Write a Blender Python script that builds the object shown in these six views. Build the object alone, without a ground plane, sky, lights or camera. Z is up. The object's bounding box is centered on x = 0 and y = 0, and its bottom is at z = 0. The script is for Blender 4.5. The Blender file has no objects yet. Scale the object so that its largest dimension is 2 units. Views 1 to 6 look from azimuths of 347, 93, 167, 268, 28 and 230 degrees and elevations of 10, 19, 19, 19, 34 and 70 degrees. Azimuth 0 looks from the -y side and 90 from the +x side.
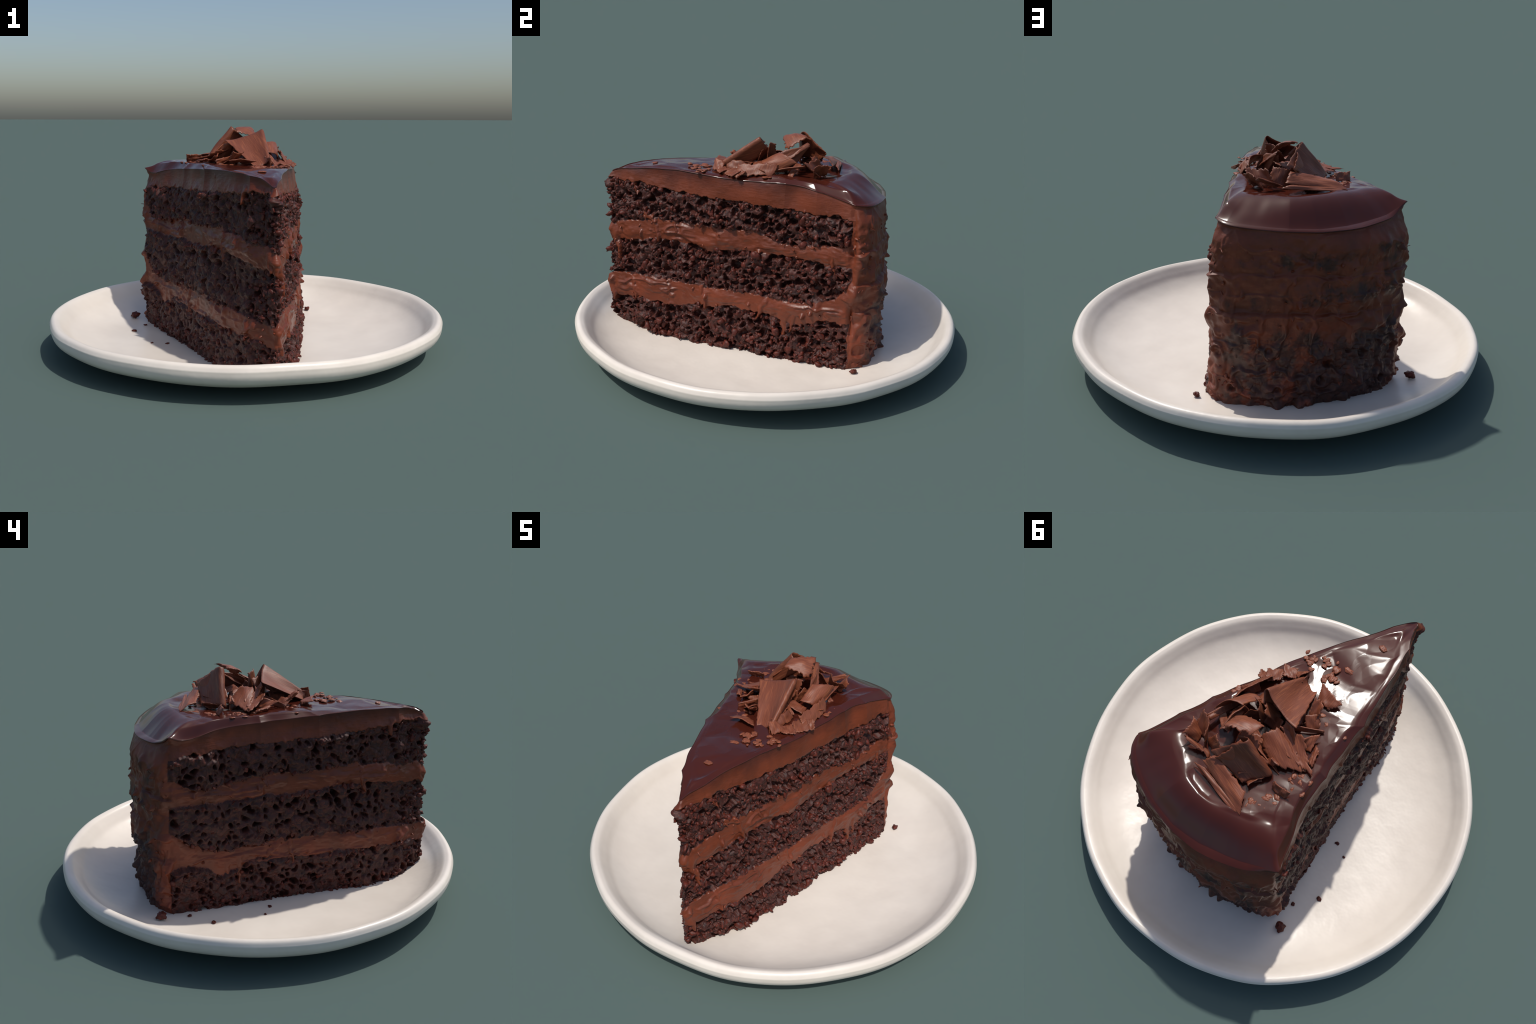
"""A slice of three-layer chocolate cake with glaze and chocolate shavings on a plate."""
import bpy, math
import numpy as np
from mathutils import Matrix

SEED = 7
rng = np.random.default_rng(SEED)

# ----------------------------------------------------------------------------
# numpy noise helpers
# ----------------------------------------------------------------------------
def _hash(ix, iy, iz, k):
    h = (ix.astype(np.int64) * 374761393 + iy.astype(np.int64) * 668265263
         + iz.astype(np.int64) * 1274126177 + k * 974634539) & 0x7FFFFFFF
    h = ((h ^ (h >> 13)) * 1103515245) & 0x7FFFFFFF
    h = ((h ^ (h >> 16)) * 2654435 + 12345) & 0x7FFFFFFF
    h = h ^ (h >> 15)
    return (h & 0xFFFFF) / float(0x100000)


def vnoise(p, scale, seed=0):
    """smooth value noise in -1..1; scale = feature size in metres"""
    q = p / scale + 311.7
    i = np.floor(q).astype(np.int64)
    f = q - i
    f = f * f * f * (f * (f * 6 - 15) + 10)
    out = 0
    for dx in (0, 1):
        wx = f[:, 0] if dx else 1 - f[:, 0]
        for dy in (0, 1):
            wy = f[:, 1] if dy else 1 - f[:, 1]
            for dz in (0, 1):
                wz = f[:, 2] if dz else 1 - f[:, 2]
                out = out + wx * wy * wz * _hash(i[:, 0] + dx, i[:, 1] + dy, i[:, 2] + dz, seed)
    return out * 2 - 1


def fbm(p, scale, seed=0, octaves=3):
    s, a, n = 0, 1.0, 0
    for o in range(octaves):
        s = s + a * vnoise(p, scale / 2 ** o, seed + o * 17)
        n += a
        a *= 0.5
    return s / n


def worley(p, cell, seed=0):
    """F1 distance (in cells) and the random number of the nearest cell"""
    q = p / cell + 517.3
    i = np.floor(q).astype(np.int64)
    best = np.full(len(p), 9.0)
    best2 = np.full(len(p), 9.0)
    rid = np.zeros(len(p))
    for dx in (-1, 0, 1):
        for dy in (-1, 0, 1):
            for dz in (-1, 0, 1):
                a, b, c = i[:, 0] + dx, i[:, 1] + dy, i[:, 2] + dz
                d = np.sqrt((a + _hash(a, b, c, seed + 1) - q[:, 0]) ** 2
                            + (b + _hash(a, b, c, seed + 2) - q[:, 1]) ** 2
                            + (c + _hash(a, b, c, seed + 3) - q[:, 2]) ** 2)
                r = _hash(a, b, c, seed + 4)
                near = d < best
                best2 = np.where(near, best, np.minimum(best2, d))
                rid = np.where(near, r, rid)
                best = np.where(near, d, best)
    return best, best2, rid


def sstep(a, b, x):
    t = np.clip((x - a) / (b - a), 0, 1)
    return t * t * (3 - 2 * t)


def facets(p, cell, seed):
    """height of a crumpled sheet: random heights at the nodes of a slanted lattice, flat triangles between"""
    k = 0.5 / math.tan(math.pi / 6)
    q = np.stack([p[:, 0] / cell - p[:, 1] / cell / (2 * k) * 0.5 / 0.5, p[:, 1] / (cell * k)], -1) + 211.3
    q[:, 0] += 0.35 * np.sin(1.9 * q[:, 1])
    q[:, 1] += 0.30 * np.sin(2.3 * q[:, 0])
    i = np.floor(q).astype(np.int64)
    f = q - i
    z = i[:, 0] * 0
    h = lambda a, b: _hash(i[:, 0] + a, i[:, 1] + b, z, seed) * 2 - 1
    low = f[:, 0] + f[:, 1] < 1
    h10, h01 = h(1, 0), h(0, 1)
    lowv = h(0, 0) * (1 - f[:, 0] - f[:, 1]) + h10 * f[:, 0] + h01 * f[:, 1]
    upv = h(1, 1) * (f[:, 0] + f[:, 1] - 1) + h10 * (1 - f[:, 1]) + h01 * (1 - f[:, 0])
    return np.where(low, lowv, upv)


def catmull(points, per):
    p = np.array(points, float)
    p = np.vstack([2 * p[0] - p[1], p, 2 * p[-1] - p[-2]])
    out = []
    for k in range(1, len(p) - 2):
        t = np.linspace(0, 1, per, endpoint=False)[:, None]
        out.append(0.5 * (2 * p[k] + (p[k + 1] - p[k - 1]) * t
                          + (2 * p[k - 1] - 5 * p[k] + 4 * p[k + 1] - p[k + 2]) * t ** 2
                          + (3 * p[k] - p[k - 1] - 3 * p[k + 1] + p[k + 2]) * t ** 3))
    out.append(p[-2][None])
    return np.vstack(out)


# ----------------------------------------------------------------------------
# materials
# ----------------------------------------------------------------------------
class Mat:
    def __init__(self, name):
        self.m = bpy.data.materials.new(name)
        self.m.use_nodes = True
        self.t = self.m.node_tree
        self.b = self.t.nodes["Principled BSDF"]
        self.co = self.t.nodes.new("ShaderNodeTexCoord").outputs["Object"]

    def node(self, kind, **vals):
        n = self.t.nodes.new(kind)
        for k, v in vals.items():
            if k in n.inputs.keys():
                n.inputs[k].default_value = v
            else:
                setattr(n, k, v)
        return n

    def link(self, a, b):
        self.t.links.new(a, b)

    def mapping(self, scale=(1, 1, 1), rot=(0, 0, 0)):
        n = self.node("ShaderNodeMapping")
        n.inputs["Scale"].default_value = scale
        n.inputs["Rotation"].default_value = rot
        self.link(self.co, n.inputs["Vector"])
        return n.outputs["Vector"]

    def noise(self, scale, detail=3, rough=0.55, vec=None, distort=0.0):
        n = self.node("ShaderNodeTexNoise")
        n.inputs["Scale"].default_value = scale
        n.inputs["Detail"].default_value = detail
        n.inputs["Roughness"].default_value = rough
        n.inputs["Distortion"].default_value = distort
        self.link(vec or self.co, n.inputs["Vector"])
        return n.outputs["Fac"]

    def ramp(self, fac, stops):
        n = self.node("ShaderNodeValToRGB")
        e = n.color_ramp.elements
        while len(e) < len(stops):
            e.new(0.5)
        for k, (pos, col) in enumerate(stops):
            e[k].position = pos
            e[k].color = (*col, 1) if len(col) == 3 else col
        self.link(fac, n.inputs["Fac"])
        return n.outputs["Color"]

    def mix(self, fac, a, b):
        n = self.node("ShaderNodeMix", data_type="RGBA")
        for sock, v in ((n.inputs["Factor"], fac), (n.inputs["A"], a), (n.inputs["B"], b)):
            pass
        ia, ib = n.inputs[6], n.inputs[7]
        for sock, v in ((n.inputs[0], fac), (ia, a), (ib, b)):
            if isinstance(v, (int, float)):
                sock.default_value = v
            elif isinstance(v, tuple):
                sock.default_value = (*v, 1)
            else:
                self.link(v, sock)
        return n.outputs[2]

    def bump(self, fac, strength, distance, prev=None):
        n = self.node("ShaderNodeBump")
        n.inputs["Strength"].default_value = strength
        n.inputs["Distance"].default_value = distance
        self.link(fac, n.inputs["Height"])
        if prev:
            self.link(prev, n.inputs["Normal"])
        self.link(n.outputs["Normal"], self.b.inputs["Normal"])
        return n.outputs["Normal"]

    def base(self, col):
        if isinstance(col, tuple):
            self.b.inputs["Base Color"].default_value = (*col, 1)
        else:
            self.link(col, self.b.inputs["Base Color"])

    def set(self, **k):
        for a, v in k.items():
            self.b.inputs[a.replace("_", " ")].default_value = v


def sponge_material():
    m = Mat("chocolate_sponge")
    blotch = m.noise(38, 4, 0.65)
    speck = m.noise(230, 3, 0.7)
    c = m.ramp(blotch, [(0.36, SPONGE_DARK), (0.62, SPONGE_RED)])
    patchy = m.ramp(m.noise(24, 3, 0.6), [(0.40, (0.10,) * 3), (0.64, (0.85,) * 3)])
    s = m.ramp(speck, [(0.53, (0, 0, 0)), (0.63, (1, 1, 1))])
    both = m.node("ShaderNodeMath", operation="MULTIPLY")
    m.link(s, both.inputs[0])
    m.link(patchy, both.inputs[1])
    m.base(m.mix(both.outputs[0], c, SPONGE_SPECK))
    m.set(Roughness=0.50, Specular_IOR_Level=0.32)
    m.bump(speck, 0.35, 0.004)
    return m.m


def nugget_material():
    """moist reddish crumbs standing on the cut sponge"""
    m = Mat("moist_sponge_crumb")
    c = m.ramp(m.noise(60, 4, 0.7), [(0.34, NUGGET_A), (0.66, NUGGET_B)])
    m.base(c)
    m.set(Roughness=0.46, Specular_IOR_Level=0.28)
    m.bump(m.noise(260, 2, 0.6), 0.3, 0.003)
    return m.m


def frosting_material(name, with_glaze=False, with_crumb=False):
    m = Mat(name)
    big = m.noise(7, 3)
    fine = m.noise(170, 3, 0.7)
    c = m.ramp(big, [(0.34, FROST_A), (0.66, FROST_B)])
    c = m.mix(m.ramp(fine, [(0.5, (0, 0, 0)), (0.75, (0.35, 0.35, 0.35))]), c, FROST_SPECK)
    sep = m.node("ShaderNodeSeparateXYZ")
    m.link(m.co, sep.inputs[0])
    if with_glaze:                       # a film of glaze runs down over the top of the frosting
        wob = m.node("ShaderNodeMath", operation="MULTIPLY_ADD")
        m.link(m.noise(11, 3), wob.inputs[0])
        wob.inputs[1].default_value = 0.10
        m.link(sep.outputs["Z"], wob.inputs[2])
        f = m.ramp(wob.outputs[0], [(0.0, (0, 0, 0)), (1.0, (1, 1, 1))])
        rng_ = m.node("ShaderNodeMapRange")
        m.link(wob.outputs[0], rng_.inputs[0])
        rng_.inputs[1].default_value = 0.905
        rng_.inputs[2].default_value = 0.975
        c = m.mix(rng_.outputs[0], c, GLAZE)
    m.base(c)
    rr = m.ramp(m.noise(14, 2), [(0.3, (0.30,) * 3), (0.7, (0.48,) * 3)])
    m.link(rr, m.b.inputs["Roughness"])
    m.set(Specular_IOR_Level=0.38)
    streak = m.noise(26, 3, 0.6, m.mapping((1, 1, 5)))
    n = m.bump(streak, 0.25, 0.006)
    m.bump(fine, 0.15, 0.002, n)
    return m.m


def coat_material():
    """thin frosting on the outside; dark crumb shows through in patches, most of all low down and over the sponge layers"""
    m = Mat("smeared_frosting_coat")
    fine = m.noise(150, 3, 0.7)
    frost = m.ramp(m.noise(8, 3), [(0.34, FROST_A), (0.66, FROST_B)])
    frost = m.mix(m.ramp(fine, [(0.5, (0, 0, 0)), (0.75, (0.3, 0.3, 0.3))]), frost, FROST_SPECK)
    crumb = m.ramp(m.noise(34, 4, 0.7), [(0.38, CRUMB_DARK), (0.66, CRUMB_RED)])
    sep = m.node("ShaderNodeSeparateXYZ")
    m.link(m.co, sep.inputs[0])
    curve = m.node("ShaderNodeFloatCurve")
    pts = curve.mapping.curves[0].points
    pts[0].location, pts[1].location = (0.0, 0.52), (1.0, 0.0)
    for x, y in ((0.10, 0.58), (0.28, 0.58), (0.40, 0.34), (0.47, 0.22), (0.53, 0.38), (0.575, 0.28), (0.62, 0.18), (0.70, 0.44), (0.745, 0.26), (0.79, 0.06)):
        pts.new(x, y)
    for p in pts:
        p.handle_type = "AUTO_CLAMPED"
    curve.mapping.update()
    wob = m.node("ShaderNodeMath", operation="MULTIPLY_ADD")
    m.link(m.noise(9, 2), wob.inputs[0])
    wob.inputs[1].default_value = 0.12
    zoff = m.node("ShaderNodeMath", operation="SUBTRACT")
    m.link(sep.outputs["Z"], zoff.inputs[0])
    zoff.inputs[1].default_value = 0.06
    m.link(zoff.outputs[0], wob.inputs[2])
    m.link(wob.outputs[0], curve.inputs["Value"])
    # the smear is thicker towards the right back corner, thinner over the left
    side = m.node("ShaderNodeMapRange")
    m.link(sep.outputs["X"], side.inputs[0])
    for k, v in ((1, -0.47), (2, 0.42), (3, 0.06), (4, -0.16)):
        side.inputs[k].default_value = v
    add = m.node("ShaderNodeMath", operation="ADD")
    m.link(curve.outputs[0], add.inputs[0])
    m.link(side.outputs[0], add.inputs[1])
    n = m.node("ShaderNodeMath", operation="MULTIPLY_ADD")
    m.link(m.noise(11, 5, 0.62, m.mapping((1, 1, 0.7))), n.inputs[0])
    n.inputs[1].default_value = 1.5
    m.link(add.outputs[0], n.inputs[2])
    mask = m.node("ShaderNodeMapRange")
    mask.interpolation_type = "SMOOTHSTEP"
    m.link(n.outputs[0], mask.inputs[0])
    for k, v in ((1, 1.02), (2, 1.30), (3, 0.0), (4, 0.92)):
        mask.inputs[k].default_value = v
    fac = mask.outputs[0]
    for cx, cy in ((-0.485, 0.415), (0.415, 0.440)):      # the corners keep a thick band of frosting
        flat = m.node("ShaderNodeCombineXYZ")
        m.link(sep.outputs["X"], flat.inputs[0])
        m.link(sep.outputs["Y"], flat.inputs[1])
        dist = m.node("ShaderNodeVectorMath", operation="DISTANCE")
        m.link(flat.outputs[0], dist.inputs[0])
        dist.inputs[1].default_value = (cx, cy, 0)
        far = m.node("ShaderNodeMapRange")
        m.link(dist.outputs["Value"], far.inputs[0])
        far.inputs[1].default_value, far.inputs[2].default_value = 0.045, 0.12
        mul = m.node("ShaderNodeMath", operation="MULTIPLY")
        m.link(fac, mul.inputs[0])
        m.link(far.outputs[0], mul.inputs[1])
        fac = mul.outputs[0]
    m.base(m.mix(fac, frost, crumb))
    rr = m.ramp(m.noise(14, 2), [(0.3, (0.38,) * 3), (0.7, (0.6,) * 3)])
    m.link(rr, m.b.inputs["Roughness"])
    m.set(Specular_IOR_Level=0.4)
    nn = m.bump(m.noise(30, 3, 0.6, m.mapping((1, 1, 3))), 0.25, 0.006)
    m.bump(fine, 0.3, 0.004, nn)
    return m.m


def glaze_material():
    m = Mat("dark_glaze")
    c = m.ramp(m.noise(5, 2), [(0.35, GLAZE), (0.7, GLAZE_B)])
    m.base(c)
    m.set(Roughness=0.16, Specular_IOR_Level=0.44)
    return m.m


def shaving_material():
    m = Mat("milk_chocolate_shaving")
    grain = m.noise(90, 3, 0.6, m.mapping((2.2, 0.16, 0.5)))
    soft = m.noise(12, 2)
    info = m.node("ShaderNodeObjectInfo")
    c = m.ramp(soft, [(0.3, SHAVE_A), (0.7, SHAVE_B)])
    c = m.mix(m.ramp(grain, [(0.50, (0, 0, 0)), (0.74, (0.5, 0.5, 0.5))]), c, SHAVE_PALE)
    hsv = m.node("ShaderNodeHueSaturation")
    rv = m.node("ShaderNodeMapRange")
    m.link(info.outputs["Random"], rv.inputs[0])
    rv.inputs[3].default_value = 0.85
    rv.inputs[4].default_value = 1.15
    m.link(rv.outputs[0], hsv.inputs["Value"])
    m.link(c, hsv.inputs["Color"])
    m.base(hsv.outputs["Color"])
    m.set(Roughness=0.45, Specular_IOR_Level=0.4)
    m.bump(grain, 0.35, 0.004)
    return m.m


def plate_material():
    m = Mat("glazed_stoneware")
    c = m.ramp(m.noise(4, 4, 0.6), [(0.35, PLATE_A), (0.65, PLATE_B)])
    m.base(c)
    m.set(Roughness=0.33, Specular_IOR_Level=0.45)
    m.bump(m.noise(9, 3), 0.25, 0.01)
    return m.m


SPONGE_DARK = (0.024, 0.009, 0.0078)
SPONGE_RED = (0.066, 0.017, 0.0118)
SPONGE_SPECK = (0.19, 0.036, 0.015)
CRUMB_DARK = (0.026, 0.011, 0.009)
CRUMB_RED = (0.062, 0.02, 0.012)
FROST_A = (0.112, 0.0242, 0.0095)
FROST_B = (0.172, 0.034, 0.0115)
FROST_SPECK = (0.235, 0.055, 0.0175)
GLAZE = (0.056, 0.0115, 0.0068)
GLAZE_B = (0.066, 0.0135, 0.0075)
SHAVE_A = (0.152, 0.042, 0.0205)
SHAVE_B = (0.195, 0.055, 0.0265)
SHAVE_PALE = (0.4, 0.13, 0.052)
NUGGET_A = (0.042, 0.0105, 0.0078)
NUGGET_B = (0.128, 0.0225, 0.012)
PLATE_A = (0.735, 0.66, 0.58)
PLATE_B = (0.795, 0.72, 0.635)

MAT_SPONGE = sponge_material()
MAT_NUGGET = nugget_material()
MAT_FROST = frosting_material("chocolate_frosting")
MAT_TOPFROST = frosting_material("chocolate_frosting_under_glaze", with_glaze=True)
MAT_COAT = coat_material()
MAT_GLAZE = glaze_material()
MAT_SHAVE = shaving_material()
MAT_PLATE = plate_material()

# ----------------------------------------------------------------------------
# object helpers
# ----------------------------------------------------------------------------
def make_object(name, verts, faces, mat, parent=None, smooth=True):
    me = bpy.data.meshes.new(name)
    v = np.ascontiguousarray(verts, dtype=np.float32)
    f = np.asarray(faces, dtype=np.int32)
    me.vertices.add(len(v))
    me.vertices.foreach_set("co", v.ravel())
    n, k = f.shape
    me.loops.add(n * k)
    me.loops.foreach_set("vertex_index", f.ravel())
    me.polygons.add(n)
    me.polygons.foreach_set("loop_start", np.arange(0, n * k, k, dtype=np.int32))
    me.update(calc_edges=True)
    me.validate()
    me.polygons.foreach_set("use_smooth", np.full(len(me.polygons), smooth))
    me.materials.append(mat)
    ob = bpy.data.objects.new(name, me)
    bpy.context.scene.collection.objects.link(ob)
    if parent:
        ob.parent = parent
    return ob


def vertex_normals(verts, faces):
    a = verts[faces[:, 2]] - verts[faces[:, 0]]
    b = verts[faces[:, 3 if faces.shape[1] == 4 else 1]] - verts[faces[:, 1 if faces.shape[1] == 4 else 0]]
    fn = np.cross(a, b)
    if faces.shape[1] == 3:
        fn = np.cross(verts[faces[:, 1]] - verts[faces[:, 0]], verts[faces[:, 2]] - verts[faces[:, 0]])
    n = np.zeros_like(verts)
    for k in range(faces.shape[1]):
        for c in range(3):
            n[:, c] += np.bincount(faces[:, k], fn[:, c], minlength=len(verts))
    l = np.linalg.norm(n, axis=1, keepdims=True)
    return n / np.maximum(l, 1e-12)


def region_object(name, verts, faces, normals, mat, parent):
    """a piece of a larger skin: border vertices coincide, shading normals are the whole skin's"""
    used = np.unique(faces)
    remap = np.full(len(verts), -1)
    remap[used] = np.arange(len(used))
    ob = make_object(name, verts[used], remap[faces], mat, parent)
    ob.data.normals_split_custom_set_from_vertices([tuple(x) for x in normals[used]])
    return ob


def empty(name, label, category):
    e = bpy.data.objects.new(name, None)
    bpy.context.scene.collection.objects.link(e)
    e["label"] = label
    e["category"] = category
    return e


# ----------------------------------------------------------------------------
# plate
# ----------------------------------------------------------------------------
PLATE_TOP = [(0.0, 0.026), (0.25, 0.026), (0.45, 0.026), (0.60, 0.029), (0.72, 0.041), (0.82, 0.067), (0.89, 0.105),
             (0.925, 0.142), (0.948, 0.167), (0.963, 0.176), (0.977, 0.179), (0.990, 0.172), (0.999, 0.155)]
PLATE_UNDER = [(0.999, 0.155), (0.996, 0.128), (0.983, 0.104), (0.955, 0.083), (0.90, 0.060), (0.80, 0.036), (0.70, 0.018),
               (0.62, 0.006), (0.58, 0.0), (0.30, 0.0), (0.0, 0.0)]


def plate_floor(r):
    t = np.array(PLATE_TOP)
    return np.interp(r, t[:, 0], t[:, 1])


def build_plate():
    prof = np.vstack([catmull(PLATE_TOP, 6)[:-1], catmull(PLATE_UNDER, 6)])
    n = 288
    ang = np.linspace(0, 2 * np.pi, n, endpoint=False)
    r = prof[1:-1, 0][:, None]
    z = prof[1:-1, 1][:, None]
    rimw = sstep(0.55, 0.98, r)
    wob = 0.0022 * np.sin(2 * ang + 0.7) + 0.0016 * np.sin(5 * ang + 2.1) + 0.0014 * np.sin(9 * ang + 0.3) + 0.0012 * np.sin(17 * ang)
    R = r * (1 - 0.004 + rimw * wob[None])
    zz = 0.0014 * np.sin(3 * ang + 1.0) + 0.0012 * np.sin(7 * ang + 0.2) + 0.0012 * np.sin(11 * ang)
    Z = z + rimw * zz[None] * sstep(0.0, 0.08, z)
    X, Y = R * np.cos(ang), R * np.sin(ang)
    P = np.stack([X, Y, np.broadcast_to(Z, X.shape)], -1).reshape(-1, 3)
    top = (np.arange(len(r)) < len(catmull(PLATE_TOP, 6)) - 2)
    lump = 0.0022 * fbm(P, 0.16, 40, 2) * np.repeat(top, n)
    P[:, 2] += lump * sstep(1.0, 0.85, np.hypot(P[:, 0], P[:, 1]))
    s = 1.0 / np.abs(P[:, :2]).max()
    P[:, :2] *= s
    m = len(r)
    i, j = np.meshgrid(np.arange(m - 1), np.arange(n), indexing="ij")
    j2 = (j + 1) % n
    F = np.stack([i * n + j, (i + 1) * n + j, (i + 1) * n + j2, i * n + j2], -1).reshape(-1, 4)
    P = np.vstack([P, [[0, 0, prof[0, 1]], [0, 0, 0]]])
    a = np.arange(n)
    b = (a + 1) % n
    c0, c1 = m * n, m * n + 1
    tris = np.concatenate([np.stack([a, b, np.full(n, c0), np.full(n, c0)], -1), ])
    # close the two centres with thin quads (centre vertex doubled as tiny ring is not needed: use triangles)
    ob = make_object("plate", P, F, MAT_PLATE)
    import bmesh
    bm = bmesh.new()
    bm.from_mesh(ob.data)
    bm.verts.ensure_lookup_table()
    for k in range(n):
        bm.faces.new((bm.verts[c0], bm.verts[k], bm.verts[(k + 1) % n])).smooth = True
        bm.faces.new((bm.verts[c1], bm.verts[(m - 1) * n + (k + 1) % n], bm.verts[(m - 1) * n + k])).smooth = True
    bmesh.ops.recalc_face_normals(bm, faces=bm.faces)
    bm.to_mesh(ob.data)
    bm.free()
    ob["label"] = "round off-white handmade stoneware plate with raised rim"
    ob["category"] = "plate"
    return ob


# ----------------------------------------------------------------------------
# cake slice: one skin around the wedge plus the glazed top
# ----------------------------------------------------------------------------
# outline of the slice seen from above: at the glazed top and at the foot (the cut faces lean and bow outwards)
RIGHT_TOP = [(-.055, -.824), (-.020, -.745), (.067, -.52), (.160, -.28), (.215, -.08), (.280, .143), (.307, .23), (.352, .385), (.378, .432)]
RIGHT_FOOT = [(-.055, -.862), (.0, -.768), (.075, -.637), (.13, -.498), (.18, -.35), (.225, -.22), (.265, -.10), (.297, .03), (.335, .14), (.37, .25), (.398, .36), (.420, .440)]
LEFT_TOP = [(-.466, .398), (-.420, .300), (-.340, .087), (-.293, -.10), (-.233, -.385), (-.168, -.588), (-.095, -.745), (-.055, -.824)]
LEFT_FOOT = [(-.494, .424), (-.457, .325), (-.414, .187), (-.384, .065), (-.347, -.069), (-.309, -.215), (-.270, -.40), (-.220, -.58), (-.152, -.730), (-.105, -.798), (-.055, -.862)]
BACK_TOP = [(.378, .432), (.340, .480), (.28, .520), (.16, .562), (.02, .579), (-.12, .562), (-.31, .486), (-.40, .438), (-.466, .398)]
BACK_FOOT = [(.420, .440), (.398, .498), (.335, .552), (.20, .594), (.05, .612), (-.10, .614), (-.21, .602), (-.35, .548), (-.44, .488), (-.494, .424)]
COR_B = (-.466, .398)
CENTRE = np.array([-0.030, 0.060])
STEP = 0.0031

# layer boundaries: (position along the cut face from tip 0 to back 1, height); right and left faces
LAYERS_R = {
    1: [(0, .199), (.08, .212), (.14, .213), (.23, .214), (.29, .211), (.37, .233), (.46, .249), (.53, .260), (.61, .260), (.68, .252), (.73, .240), (.78, .222), (.83, .226), (.88, .261), (.92, .267), (1, .257)],
    2: [(0, .318), (.12, .339), (.32, .347), (.41, .343), (.50, .342), (.58, .348), (.66, .336), (.73, .329), (.82, .337), (.90, .365), (.95, .396), (.98, .46), (1, .48)],
    3: [(0, .505), (.06, .514), (.14, .536), (.24, .559), (.32, .561), (.39, .557), (.45, .540), (.52, .547), (.60, .560), (.67, .566), (.74, .554), (.82, .555), (1, .546)],
    4: [(0, .600), (.13, .635), (.22, .656), (.41, .659), (.59, .663), (.67, .656), (.74, .616), (.79, .620), (.89, .633), (1, .655)],
    5: [(0, .845), (.04, .840), (.12, .840), (.19, .830), (.35, .818), (.52, .804), (.71, .803), (.81, .791), (.95, .782), (1, .770)],
}
LAYERS_L = {
    1: [(0, .203), (.07, .223), (.20, .228), (.31, .234), (.42, .242), (.48, .232), (.62, .252), (.72, .243), (.77, .210), (.82, .195), (.86, .232), (.92, .267), (1, .262)],
    2: [(0, .294), (.12, .313), (.24, .334), (.45, .334), (.62, .322), (.72, .330), (.82, .316), (.89, .350), (.95, .385), (1, .449)],
    3: [(0, .524), (.11, .543), (.23, .564), (.34, .576), (.41, .567), (.46, .554), (.55, .556), (.65, .566), (.75, .552), (.95, .559), (1, .562)],
    4: [(0, .604), (.15, .640), (.30, .666), (.41, .659), (.52, .658), (.61, .666), (.72, .650), (.80, .630), (.90, .632), (1, .682)],
    5: [(0, .840), (.07, .843), (.15, .843), (.19, .834), (.30, .831), (.48, .817), (.68, .814), (.85, .797), (.95, .804), (1, .783)],
}
# height of the glaze edge
EDGE_R = [(0, .874), (.03, .893), (.17, .915), (.30, .925), (.43, .917), (.56, .908), (.73, .916), (.80, .909), (.88, .888), (1, .852)]
EDGE_L = [(0, .866), (.035, .888), (.075, .907), (.17, .920), (.28, .925), (.42, .921), (.60, .911), (.74, .901), (.84, .889), (.92, .868), (.96, .868), (1, .884)]
EDGE_B = [(0, .852), (.10, .845), (.3, .836), (.5, .829), (.7, .832), (.88, .846), (.96, .868), (1, .880)]

# drips and smears of frosting dragged over the sponge: face, (t,z) start, (t,z) end, half width, relief
SMEARS = [
    ("R", (.105, .850), (.125, .800), .013, .014), ("R", (.30, .655), (.315, .610), .012, .013), ("R", (.17, .67), (.22, .645), .016, .014),
    ("R", (.225, .620), (.238, .555), .011, .015), ("R", (.425, .34), (.44, .225), .010, .014),
    ("R", (.675, .31), (.64, .225), .014, .016), ("R", (.75, .28), (.750, .170), .026, .008), ("R", (.79, .26), (.780, .175), .011, .009),
    ("R", (.92, .60), (.935, .515), .008, .012), ("R", (.12, .31), (.14, .215), .010, .012),
    ("R", (.02, .565), (.055, .46), .024, .020), ("R", (.035, .50), (.06, .415), .010, .020), ("R", (.01, .265), (.035, .18), .026, .018),
    ("L", (.155, .86), (.165, .795), .013, .018), ("L", (.29, .65), (.285, .560), .009, .014), ("L", (.275, .57), (.27, .535), .013, .016),
    ("L", (.565, .335), (.555, .225), .010, .016), ("L", (.41, .243), (.72, .245), .008, .012), ("L", (.755, .27), (.76, .145), .012, .010),
    ("L", (.80, .26), (.79, .20), .020, .008), ("L", (.13, .290), (.12, .235), .013, .018), ("L", (.10, .285), (.14, .245), .012, .020),
    ("L", (.93, .34), (.99, .42), .02, .008),
    ("L", (.88, .61), (.875, .56), .012, .010), ("L", (.04, .61), (.02, .53), .018, .012), ("L", (.60, .325), (.66, .26), .014, .012),
]
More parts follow.
